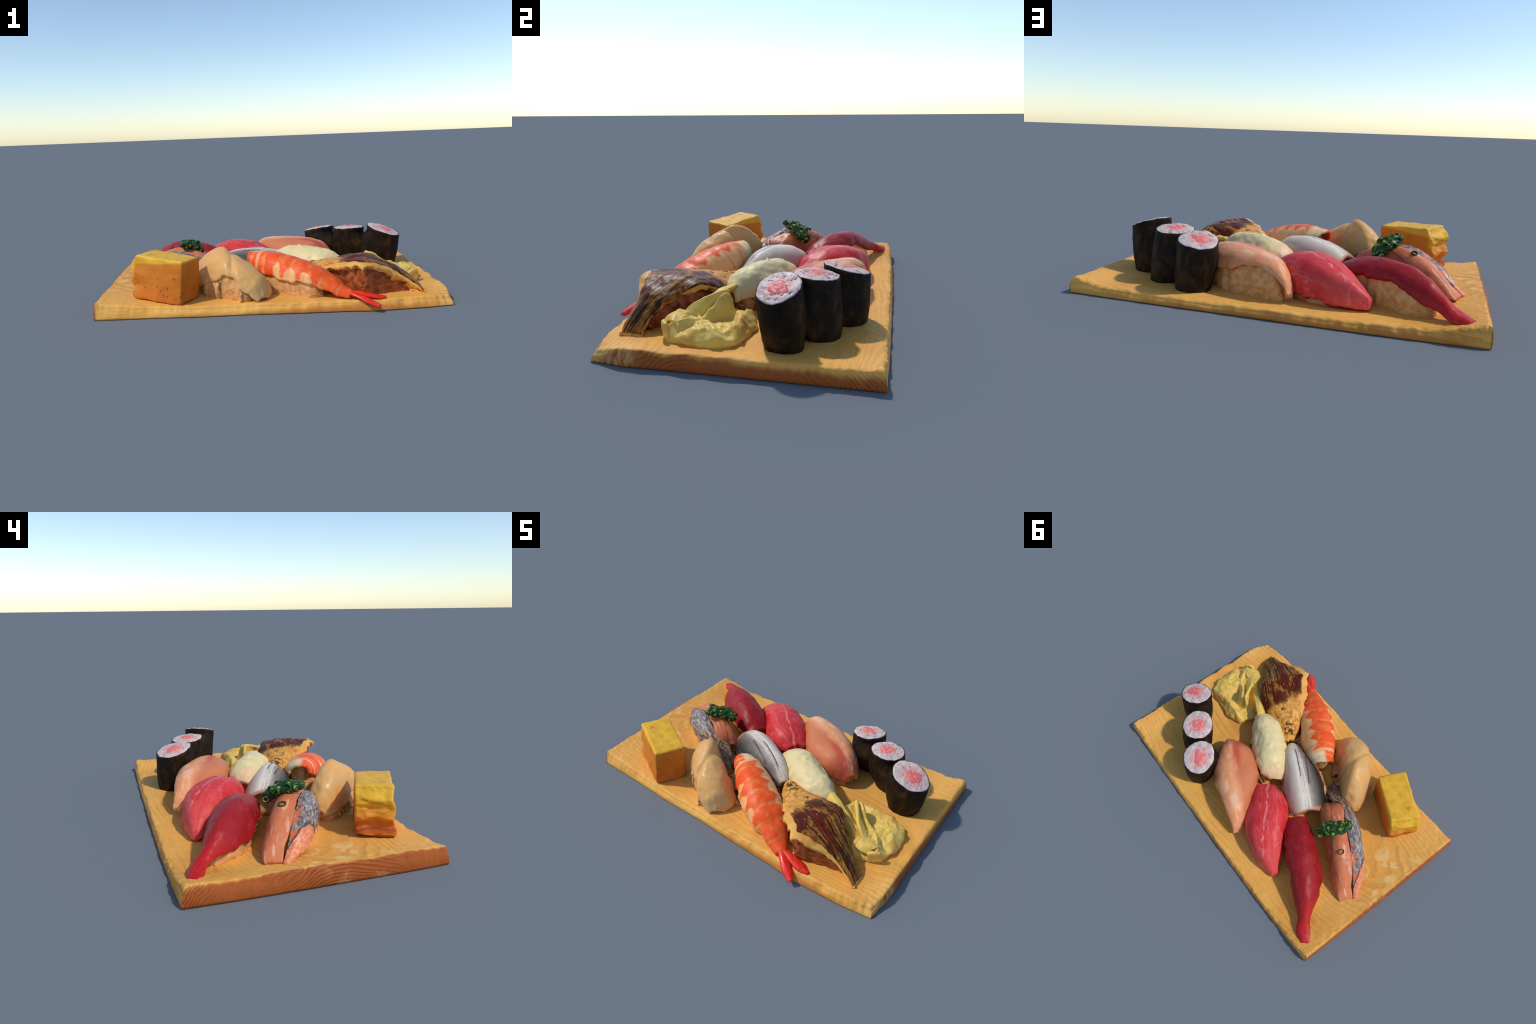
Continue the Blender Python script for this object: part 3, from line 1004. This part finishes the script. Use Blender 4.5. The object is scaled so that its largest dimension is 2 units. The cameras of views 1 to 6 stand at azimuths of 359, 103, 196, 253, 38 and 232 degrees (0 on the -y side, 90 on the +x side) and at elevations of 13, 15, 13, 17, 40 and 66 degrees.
def build_maki(mats, top, bottom, tilt, rx, ry, rb, core, seed, press):
    """Cut roll standing on end: seaweed tube, packed rice, tuna core."""
    nori, tuna = mats
    rice = packed_rice_material((top[0] + core[0] - bottom[0], top[1] + core[1] - bottom[1]), core[2])
    bot = np.array([*bottom, float(board_top(*bottom)) - .002])
    top = np.array(top)
    th = Thing('tuna_roll', 'upright cut seaweed roll with rice and pink tuna centre', 'sushi', tuple(bot))
    n = np.array([math.sin(math.radians(tilt[0])) * math.cos(tilt[1]), math.sin(math.radians(tilt[0])) * math.sin(tilt[1]), math.cos(math.radians(tilt[0]))])
    seg, rows = 72, 26
    an = np.linspace(0, 2 * np.pi, seg, endpoint=False)

    def radius(a, t):
        w = 0.05 * np.sin(2 * a + seed) + 0.025 * np.sin(3 * a + 2 * seed)
        ex, ey = rb + (rx - rb) * t, rb + (ry - rb) * t
        R = 1 / np.sqrt((np.cos(a) / ex) ** 2 + (np.sin(a) / ey) ** 2)
        for q in press:      # squeezed against its neighbours
            R = R + .026 * np.maximum(0, np.cos(a - q)) ** 5 * math.sin(math.pi * min(1, t * 1.15)) ** .7
        return R * (1 + w * .6)
    outer, inner = [], []
    for i in range(rows):
        t = i / (rows - 1)
        c = bot * (1 - t) + top * t
        bul = 1 + 0.03 * math.sin(t * math.pi) - 0.05 * (1 - t) ** 6
        for a in an:
            R = radius(a, t) * bul
            p = c + np.array([math.cos(a) * R, math.sin(a) * R, 0])
            # the cut face is slanted
            dz = -(n[0] * math.cos(a) + n[1] * math.sin(a)) * R / n[2]
            p[2] += dz * t ** 1.2
            outer.append(p)
    outer = np.array(outer)
    rad = outer - np.repeat(np.array([bot * (1 - i / (rows - 1)) + top * (i / (rows - 1)) for i in range(rows)]), seg, 0)
    rad[:, 2] = 0
    rad /= np.linalg.norm(rad, axis=1)[:, None]
    outer = outer + rad * (0.007 * fbm(outer * np.array([1, 1, .5]), 16, 3, seed) + 0.0025 * pnoise(outer, 70, seed))[:, None]
    rag = 0.006 * fbm(outer[-seg:], 30, 2, seed + 5)
    outer[-seg:, 2] += rag + .003
    tk = 0.004
    inn = outer[-4 * seg:] - rad[-4 * seg:] * tk
    V = np.vstack([outer, inn])
    F = []
    for i in range(rows - 1):
        for k in range(seg):
            F.append((i * seg + k, i * seg + (k + 1) % seg, (i + 1) * seg + (k + 1) % seg, (i + 1) * seg + k))
    o, ib = (rows - 1) * seg, rows * seg
    for k in range(seg):
        F.append((o + k, o + (k + 1) % seg, ib + 3 * seg + (k + 1) % seg, ib + 3 * seg + k))
    for i in range(3):
        for k in range(seg):
            F.append((ib + i * seg + k, ib + (i + 1) * seg + k, ib + (i + 1) * seg + (k + 1) % seg, ib + i * seg + (k + 1) % seg))
    F.append(tuple(range(seg - 1, -1, -1)))
    th.part('seaweed_wrap', V, F, nori)
    # packed rice: cap inside the tube, following the rim
    rim = outer[-seg:] - rad[-seg:] * tk * 0.9
    V, F = [], []
    rr = 16
    cen = top.copy(); cen[2] += 0.006
    for r in range(rr):
        f = 1 - r / rr
        ring = cen + (rim - cen) * f
        ring[:, 2] += 0.006 * (1 - f ** 4) + 0.001
        V.append(ring)
    V.append(cen + (rim - cen) * .86 - np.array([0, 0, .03]))
    V = np.vstack(V)
    w = np.r_[np.full(seg, .4), np.ones((rr - 1) * seg), np.zeros(seg)]
    V[:, 2] += w * (0.007 * fbm(V, 34, 2, seed + 9) + 0.004 * pnoise(V, 85, seed))
    V = np.vstack([V, cen + np.array([0, 0, .004])])
    for r in range(rr - 1):
        for k in range(seg):
            F.append((r * seg + k, r * seg + (k + 1) % seg, (r + 1) * seg + (k + 1) % seg, (r + 1) * seg + k))
    for k in range(seg):
        F.append(((rr - 1) * seg + k, (rr - 1) * seg + (k + 1) % seg, len(V) - 1))
        F.append((k, rr * seg + k, rr * seg + (k + 1) % seg, (k + 1) % seg))
    F.append(tuple(rr * seg + k for k in range(seg)))
    th.part('rice_filling', V, F, rice)
    # grains lying in the cut face
    rng = np.random.default_rng(seed + 3)
    pts, nr = [], []
    for _ in range(26):
        a, f = rng.integers(0, seg), rng.uniform(.5, .84)
        p = cen + (rim[a] - cen) * f
        p = p + n * (0.006 * (1 - f ** 4) - .001)
        pts.append(p); nr.append(n)
    Vg, Fg = grains(pts, nr, .026, rng)
    th.part('rice_grains', Vg, Fg, rice, kind='stuff')
    cc = top + np.array([core[0], core[1], 0])
    cc[2] += -(n[0] * core[0] + n[1] * core[1]) / n[2] + .010

    def cr(t):
        return core[2] * (.92 + .13 * math.sin(2 * t + seed) + .08 * math.sin(3 * t + 1.7 * seed) + .04 * math.sin(5 * t))
    V, F = disc_rows(cc, n, cr, 10, .007, seed + 4, .006, 0.0)
    lowring = V[:64] - n * .02
    k0 = len(V)
    V = np.vstack([V, lowring])
    F += [(k, k0 + k, k0 + (k + 1) % 64, (k + 1) % 64) for k in range(64)]
    th.part('tuna_core', V, F, tuna)


def maki_materials():
    g = Graph('seaweed')
    n = g.noise(14, 5, .65, .4, g.map((1, 1, .6)))
    c = g.ramp(n, [(.36, lit(22, 17, 14)), (.52, lit(36, 27, 20)), (.64, lit(62, 43, 25)), (.78, lit(100, 72, 36))])
    nori = g.done(c, .6, g.noise(70, 4), .4, .003, spec=.12)
    g = Graph('raw_tuna_core')
    n = g.noise(24, 4, .6)
    c = g.mix(g.step(n, .3, .7), lit(218, 108, 110), lit(226, 140, 138))
    tuna = g.done(c, .35, n, .3, .003, sss=.2)
    return nori, tuna


def packed_rice_material(centre, radius):
    """White rice, stained pink where it touches the tuna."""
    g = Graph('packed_rice')
    n = g.noise(26, 4, .6)
    v = g.voro(48)
    c = g.mix(g.step(n, .35, .65), lit(214, 200, 200), lit(190, 180, 190))
    c = g.mix(g.mul(g.step(v, .5, .75), .12), c, lit(180, 164, 170))
    x, y, z = g.xyz()
    dx, dy = g.math('SUBTRACT', x, centre[0]), g.math('SUBTRACT', y, centre[1])
    d = g.math('SQRT', g.add(g.mul(dx, dx), g.mul(dy, dy)))
    d = g.add(d, g.mul(g.add(g.noise(30, 3), -.5), .03))
    c = g.mix(g.mul(g.step(d, radius * 1.5, radius * .9), .5), c, lit(226, 138, 138))
    return g.done(c, .45, v, .12, .003, sss=.15)


def build_ginger():
    th = Thing('pickled_ginger', 'crumpled pile of pale yellow pickled ginger slices', 'ginger', (.70, -.12, .056))
    g = Graph('pickled_ginger_flesh')
    x, y, z = g.xyz()
    n = g.noise(12, 4, .6)
    c = g.mix(g.step(n, .32, .68), lit(228, 200, 100), lit(216, 190, 104))
    c = g.mix(g.mul(g.step(g.noise(7, 3, .5, .5), .60, .70), .55), c, lit(212, 142, 62))
    fib = g.noise(1, 3, .5, 0, g.map((60, 18, 30), rot=(0, 0, .6)))
    c = g.mix(g.mul(g.step(fib, .55, .7), .25), c, lit(238, 220, 150))
    m = g.done(c, .38, fib, .15, .003, sss=.18)
    # thick mound: soft folds radiating from a hollow, with a steep skirt
    outline = np.array([(.862, -.275), (.885, -.17), (.895, -.07), (.855, .005), (.785, .035), (.67, .045), (.56, .035),
                        (.515, .0), (.51, -.06), (.495, -.11), (.56, -.222), (.63, -.285), (.71, -.322), (.79, -.312)])
    ctr = np.array([.705, -.125])
    seg, rings = 200, 60
    loop = np.vstack([outline, outline[:1]])
    d = np.r_[0, np.cumsum(np.linalg.norm(np.diff(loop, axis=0), axis=1))]
    rim = catmull(np.vstack([outline, outline[:3]]), 16 * 60 + 1)
    rim = rim[:14 * 60]
    rim = rim[np.linspace(0, len(rim) - 1, seg, endpoint=False).astype(int)]
    V = [ctr + (rim - ctr) * (i / rings) ** .8 for i in range(1, rings + 1)]
    P = np.vstack(V)
    f = np.repeat((np.arange(1, rings + 1) / rings) ** .8, seg)
    ridges = [([(.573, -.173, .172), (.68, -.205, .142), (.758, -.16, .112)], .026),
              ([(.625, -.080, .205), (.69, -.13, .155), (.758, -.155, .112)], .026),
              ([(.715, -.305, .150), (.74, -.23, .135), (.758, -.16, .112)], .036),
              ([(.845, -.275, .145), (.80, -.21, .135), (.762, -.16, .112)], .028),
              ([(.885, -.050, .130), (.82, -.10, .128), (.764, -.15, .112)], .040),
              ([(.78, .012, .128), (.68, .0, .122), (.60, .005, .122), (.555, .01, .120)], .026),
              ([(.845, -.115, .128), (.872, -.19, .115)], .028)]
    H = np.full(len(P), .108) + .016 * smooth(P[:, 0], .70, .80) * smooth(P[:, 1], -.24, -.16) + .010 * pnoise(np.column_stack([P, 0 * f]), 11, 57)
    for pts, w in ridges:
        R = catmull(np.array(pts), 40)
        dist = np.linalg.norm(P[:, None, :] - R[None, :, :2], axis=2)
        k = dist.argmin(1)
        t = np.exp(-(dist[np.arange(len(P)), k] / w) ** 2)
        H = np.maximum(H, .100 + (R[k, 2] + .014 - .100) * t)
    floor = board_top(P[:, 0], P[:, 1]) - .006
    edge = np.sqrt(np.clip(1 - f ** 7, 0, 1))
    Z = floor + (H - floor) * edge
    P3 = np.column_stack([P, Z])
    out = np.column_stack([P - ctr, 0 * f]); out /= np.linalg.norm(out, axis=1)[:, None] + 1e-6
    flank = smooth(f, .8, .95)
    P3 = P3 + out * (flank * (.030 * fbm(P3, 14, 2, 58) + .008 * np.sin(math.pi * edge)))[:, None]
    P3[:, 2] += (.020 * fbm(P3, 15, 3, 59)) * edge
    V = np.vstack([P3, [[ctr[0], ctr[1], float(H[:seg].mean())]]])
    F = []
    for i in range(rings - 1):
        for k in range(seg):
            F.append((i * seg + k, i * seg + (k + 1) % seg, (i + 1) * seg + (k + 1) % seg, (i + 1) * seg + k))
    F += [(k, (k + 1) % seg, len(V) - 1) for k in range(seg)]
    th.part('ginger_pile', V, F, m)

    def sheet(ctrl, thick, seed, n=34, mm=26, amp=.006):
        K = np.array(ctrl, float)                  # rows x columns x 3
        r = catmull(K, n)
        gg = catmull(np.swapaxes(r, 0, 1), mm)
        gg = np.swapaxes(gg, 0, 1)
        gg = displaced(gg, amp, 22, seed, 2)
        Vv, Ff = thicken(gg, thick)
        th.part('ginger_slice', Vv, Ff, m)
    # upright fold with two points, facing the board's end
    sheet([[(.80, -.225, .10), (.74, -.175, .10), (.66, -.105, .10), (.60, -.045, .09)],
           [(.775, -.240, .135), (.715, -.185, .150), (.635, -.110, .155), (.585, -.06, .13)],
           [(.745, -.250, .150), (.680, -.195, .188), (.612, -.090, .216), (.575, -.070, .17)]], .022, 41)
    # flap leaning from the pile against the pale nigiri
    sheet([[(.745, -.235, .10), (.68, -.205, .145), (.60, -.160, .165), (.53, -.125, .185), (.455, -.085, .195)],
           [(.715, -.265, .11), (.66, -.225, .150), (.575, -.185, .172), (.50, -.145, .192), (.440, -.105, .198)],
           [(.690, -.275, .09), (.64, -.240, .125), (.555, -.200, .140), (.48, -.165, .160), (.425, -.125, .165)]], .022, 42)
    # lobes towards the board's front corner
    sheet([[(.715, -.300, .125), (.760, -.318, .130), (.800, -.308, .120)],
           [(.715, -.260, .150), (.770, -.275, .158), (.825, -.268, .145)],
           [(.725, -.215, .140), (.785, -.225, .145), (.845, -.228, .130)]], .022, 43)
    sheet([[(.800, -.298, .125), (.822, -.290, .138), (.848, -.270, .135)],
           [(.806, -.296, .100), (.834, -.284, .108), (.860, -.262, .100)],
           [(.795, -.285, .065), (.825, -.272, .065), (.848, -.252, .060)]], .022, 44, 18, 14)


def build_scallion(th, paste_mat, ring_mats):
    """Green onion heap lying across the silver nigiri, plus a loose ring."""
    rng = np.random.default_rng(77)
    spine = np.array([(-.455, .112, .195), (-.468, .085, .238), (-.500, .050, .272), (-.530, .010, .286), (-.545, -.030, .288), (-.540, -.060, .304)])
    rad = np.array([.020, .036, .038, .034, .025, .011])
    c = catmull(np.column_stack([spine, rad]), 40)
    seg = 26
    V, F = [], []
    for i in range(40):
        t = c[min(i + 1, 39), :3] - c[max(i - 1, 0), :3]; t /= np.linalg.norm(t)
        up = np.array([0, 0, 1.]); e1 = np.cross(t, up); e1 /= np.linalg.norm(e1); e2 = np.cross(e1, t)
        taper = min(1, .35 + i / 4, .35 + (39 - i) / 4)
        for a in np.linspace(0, 2 * np.pi, seg, endpoint=False):
            V.append(c[i, :3] + (e1 * math.cos(a) * 1.15 + e2 * math.sin(a) * .8) * c[i, 3] * taper)
    V = np.array(V)
    ctr = np.repeat(c[:, :3], seg, 0)
    d = V - ctr; d /= np.linalg.norm(d, axis=1)[:, None] + 1e-9
    V = V + d * (.020 * fbm(V, 26, 2, 5))[:, None]
    for i in range(39):
        for k in range(seg):
            F.append((i * seg + k, i * seg + (k + 1) % seg, (i + 1) * seg + (k + 1) % seg, (i + 1) * seg + k))
    F.append(tuple(range(seg))); F.append(tuple(range(39 * seg + seg - 1, 39 * seg - 1, -1)))
    heap = th.part('scallion_heap', V, F, paste_mat)
    # chopped rings: two shared meshes

    def ring_mesh(R, r, h):
        Vr, Fr = [], []
        A, B = 20, 8
        for i in range(A):
            a = 2 * math.pi * i / A
            for k in range(B):
                b = 2 * math.pi * k / B
                q = R * (1 + .08 * math.sin(2 * a)) + r * math.cos(b)
                Vr.append((q * math.cos(a), q * math.sin(a) * .85, h * math.sin(b)))
        for i in range(A):
            for k in range(B):
                Fr.append((i * B + k, ((i + 1) % A) * B + k, ((i + 1) % A) * B + (k + 1) % B, i * B + (k + 1) % B))
        me = bpy.data.meshes.new('scallion_ring')
        me.from_pydata(Vr, [], Fr); me.update()
        for p in me.polygons:
            p.use_smooth = True
        return me
    meshes = []
    for R, r, h, mt in ((.020, .0042, .007, 0), (.013, .0035, .007, 1), (.016, .005, .009, 0)):
        me = ring_mesh(R, r, h); me.materials.append(ring_mats[mt]); meshes.append(me)
    from mathutils import Vector
    for q in range(15):
        i = rng.integers(3, 36); a = rng.uniform(.15, math.pi - .15)
        k = int(a / (2 * math.pi) * seg)
        p = V[i * seg + k]; nn = d[i * seg + k]
        ob = bpy.data.objects.new('scallion_ring', meshes[q % 3])
        bpy.context.scene.collection.objects.link(ob)
        ob.parent = th.o
        nl = Vector(th.local(th.org + nn)[0]) + Vector(rng.normal(size=3) * .25)
        ob.location = th.local(p - nn * .006)[0]
        ob.rotation_euler = nl.to_track_quat('Z', 'Y').to_euler()
        s = rng.uniform(.75, 1.15)
        ob.scale = (s, s, s)
    me = ring_mesh(.0175, .0028, .006); me.materials.append(ring_mats[0])
    ob = bpy.data.objects.new('scallion_ring', me)
    bpy.context.scene.collection.objects.link(ob)
    ob.parent = th.o
    ob.location = th.local((-.641, .095, .246))[0]
    ob.rotation_euler = Vector(th.local(th.org + np.array([-.35, .3, 1]))[0]).to_track_quat('Z', 'Y').to_euler()


def scallion_materials():
    g = Graph('scallion_paste')
    n = g.voro(38)
    c = g.ramp(n, [(.14, lit(186, 174, 80)), (.34, lit(86, 112, 44)), (.5, lit(24, 62, 28))])
    paste = g.done(c, .35, n, .4, .004)
    out = []
    for a, b in (((22, 62, 30), (44, 100, 44)), ((96, 132, 52), (180, 180, 84))):
        g = Graph('scallion_green')
        c = g.mix(g.step(g.noise(60, 3), .35, .65), lit(*a), lit(*b))
        out.append(g.done(c, .3, sss=.1))
    return paste, out


# -------------------------------------------------------------- assembly ---
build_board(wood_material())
rice = rice_material()
slit_setup()

nigiri('yellowtail_nigiri', 'pink pale fish slice draped over pressed rice', YELLOWTAIL, 'yellowtail_slice', mat_yellowtail(), rice, .026, 101,
       slim=.03, rice_kw=dict(lo=.04, hi=.80, inset=(.10, .05), foot=(.012, .04)))
nigiri('fatty_tuna_nigiri', 'thick bright pink marbled tuna slice on rice', FATTY_TUNA, 'tuna_slice', mat_fatty_tuna(), rice, .050, 102,
       rice_kw=dict(lo=.05, hi=.72, inset=(.30, .10), foot=(.0, .03)))
nigiri('lean_tuna_nigiri', 'deep red tuna slice trailing off its rice', LEAN_TUNA, 'tuna_slice', mat_lean_tuna(), rice, .024, 103,
       slim=.0, rice_kw=dict(lo=.03, hi=.66, inset=(.08, .14), foot=(.010, .0)))
nigiri('silver_fish_nigiri', 'silver skinned fish fillet with two slits on rice', GIZZARD_SHAD, 'fish_fillet', mat_gizzard(), rice, .024, 104,
       detail=slit_detail, amp=.004, slim=.02, ragged=.05, rice_kw=dict(lo=.03, hi=.95, inset=(.08, .08), foot=(.045, .05)))


def squid_detail(loc, g):
    spike = np.linalg.norm(g[:, :, :2] - np.array([.19, .005]), axis=2)
    return .016 * np.exp(-(spike / .008) ** 2)


nigiri('squid_nigiri', 'creamy white squid slice covering a rice finger', SQUID, 'squid_slice', mat_squid(), rice, .034, 105,
       detail=squid_detail, amp=.012, ragged=.16, slim=0.0, rice_kw=dict(lo=.03, hi=.92, inset=(.06, .08), foot=(.03, .04)))


def eel_thickness(n, m):
    """The drooping tip is much deeper than the rest of the fillet."""
    t = np.linspace(0, 1, n)[:, None] + np.zeros((1, m))
    side = smooth(np.linspace(0, 1, m), .55, .95)[None, :]
    return .010 + .024 * smooth(t, 0, .10) + .055 * side * smooth(t, .05, .13) * (1 - smooth(t, .24, .38))


def eel_skin(th, g):
    """Charred skin lying on the flesh, short of its front rim and tail."""
    n, m, _ = g.shape
    sub = g[4:92, 1:m - 8]
    sub = sub + grid_normals(g)[4:92, 1:m - 8] * .0055
    nn = sub.shape[0]
    loc = th.local(sub.reshape(-1, 3)).reshape(sub.shape)
    crease = -.003 * np.clip(np.sin(loc[:, :, 1] * 62 + 6 * loc[:, :, 0] + 4 * pnoise(sub.reshape(-1, 3), 6, 61).reshape(sub.shape[:2])), 0, 1) ** 3
    sub = sub + grid_normals(sub) * (crease * smooth(loc[:, :, 0], -.12, 0))[:, :, None]
    V, F = thicken(sub, .007)
    th.part('eel_skin', V, F, mat_eel(True))


nigiri('grilled_eel_nigiri', 'glossy charred brown eel fillet bridging over rice', EEL, 'eel_flesh', mat_eel(False), rice_material('shade_darkened_rice', (128, 62, 30), (168, 98, 54)), .036, 106,
       parts=eel_skin, slim=.02, amp=.009, thick_fn=eel_thickness, rice_kw=dict(lo=.16, hi=.92, inset=(.20, .16), foot=(.03, .0)))
sh = nigiri('shrimp_nigiri', 'orange and white banded cooked shrimp on rice', SHRIMP, 'shrimp_body', mat_shrimp(), rice, .024, 107,
            detail=shrimp_detail, amp=.004, slim=.03, rice_kw=dict(lo=.26, hi=.95, inset=(.08, .10), foot=(.055, .006)))

tailm = mat_tail()
for pts, wid in ((((.405, -.535, .088), (.455, -.570, .078), (.510, -.610, .056), (.556, -.640, .034)), (.018, .024, .028, .016)),
                 (((.410, -.530, .088), (.480, -.540, .080), (.550, -.552, .066), (.606, -.560, .056)), (.018, .024, .030, .010))):
    c = catmull(np.column_stack([pts, wid]), 30)
    rows = []
    for i in range(30):
        t = c[min(i + 1, 29), :3] - c[max(i - 1, 0), :3]; t[2] = 0; t /= np.linalg.norm(t)
        side = np.array([-t[1], t[0], 0])
        rows.append([c[i, :3] + side * c[i, 3] * s + np.array([0, 0, .012 * (1 - s * s)]) for s in np.linspace(1, -1, 11)])
    V, F = thicken(np.array(rows), .010)
    sh.part('tail_fin', V, F, tailm)


def clam_detail(loc, g):
    """A folded collar: lower flap passes under a raised ridge near the peak."""
    x, y = loc[:, :, 0], loc[:, :, 1]
    f = x + .9 * y
    crease = -.010 * np.exp(-((f - .035) / .020) ** 2)
    ridge = .014 * np.exp(-((y - .01 + .25 * x) / .025) ** 2) * smooth(-x, -.02, .05)
    return crease + ridge


nigiri('clam_nigiri', 'smooth cream coloured shellfish slice folded over rice', CLAM, 'clam_slice', mat_clam(), rice, .024, 108,
       detail=clam_detail, amp=.010, rice_kw=dict(lo=.14, hi=.94, inset=(.06, .10), foot=(.045, .020)))

org, ang = frame(MACKEREL_FLESH)
mk = Thing('horse_mackerel_nigiri', 'two glossy mackerel fillets with green onion on rice', 'sushi', org, ang)
for st, nm, mt, sd in ((MACKEREL_FLESH, 'fish_flesh', mat_mackerel_flesh(), 109), (MACKEREL_SKIN, 'fish_skin', mat_mackerel_skin(), 110)):
    g = displaced(section_grid(st, 96, 50, .04, .10, sd), .006, 14, sd)
    V, F = thicken(g, .024)
    mk.part(nm, V, F, mt)
merged = [(a[0], (.5 * (np.array(a[1]) + np.array(b[1]))), b[2]) for a, b in zip(MACKEREL_FLESH, MACKEREL_SKIN[:8])]
rice_for(mk, displaced(section_grid(merged, 96, 56, .06), .004, 12, 5), rice, .034, 160, lo=.10, hi=.75, inset=(.10, .10))
paste, rings = scallion_materials()
build_scallion(mk, paste, rings)

build_omelette()
mm = maki_materials()
build_maki(mm, (.776, .184, .300), (.768, .206), (19, math.atan2(-.42, .88)), .106, .098, .090, (.012, .0, .050), 1, [2.58, 3.1])
build_maki(mm, (.567, .310, .301), (.602, .340), (5, math.atan2(.9, -.3)), .098, .104, .090, (-.003, .002, .048), 2, [-.56, -1.1, 2.58, 3.1])
build_maki(mm, (.378, .430, .282), (.400, .445), (13, math.atan2(.8, -.6)), .102, .108, .091, (-.008, .0, .052), 3, [-.56, -1.1, -2.0])
build_ginger()
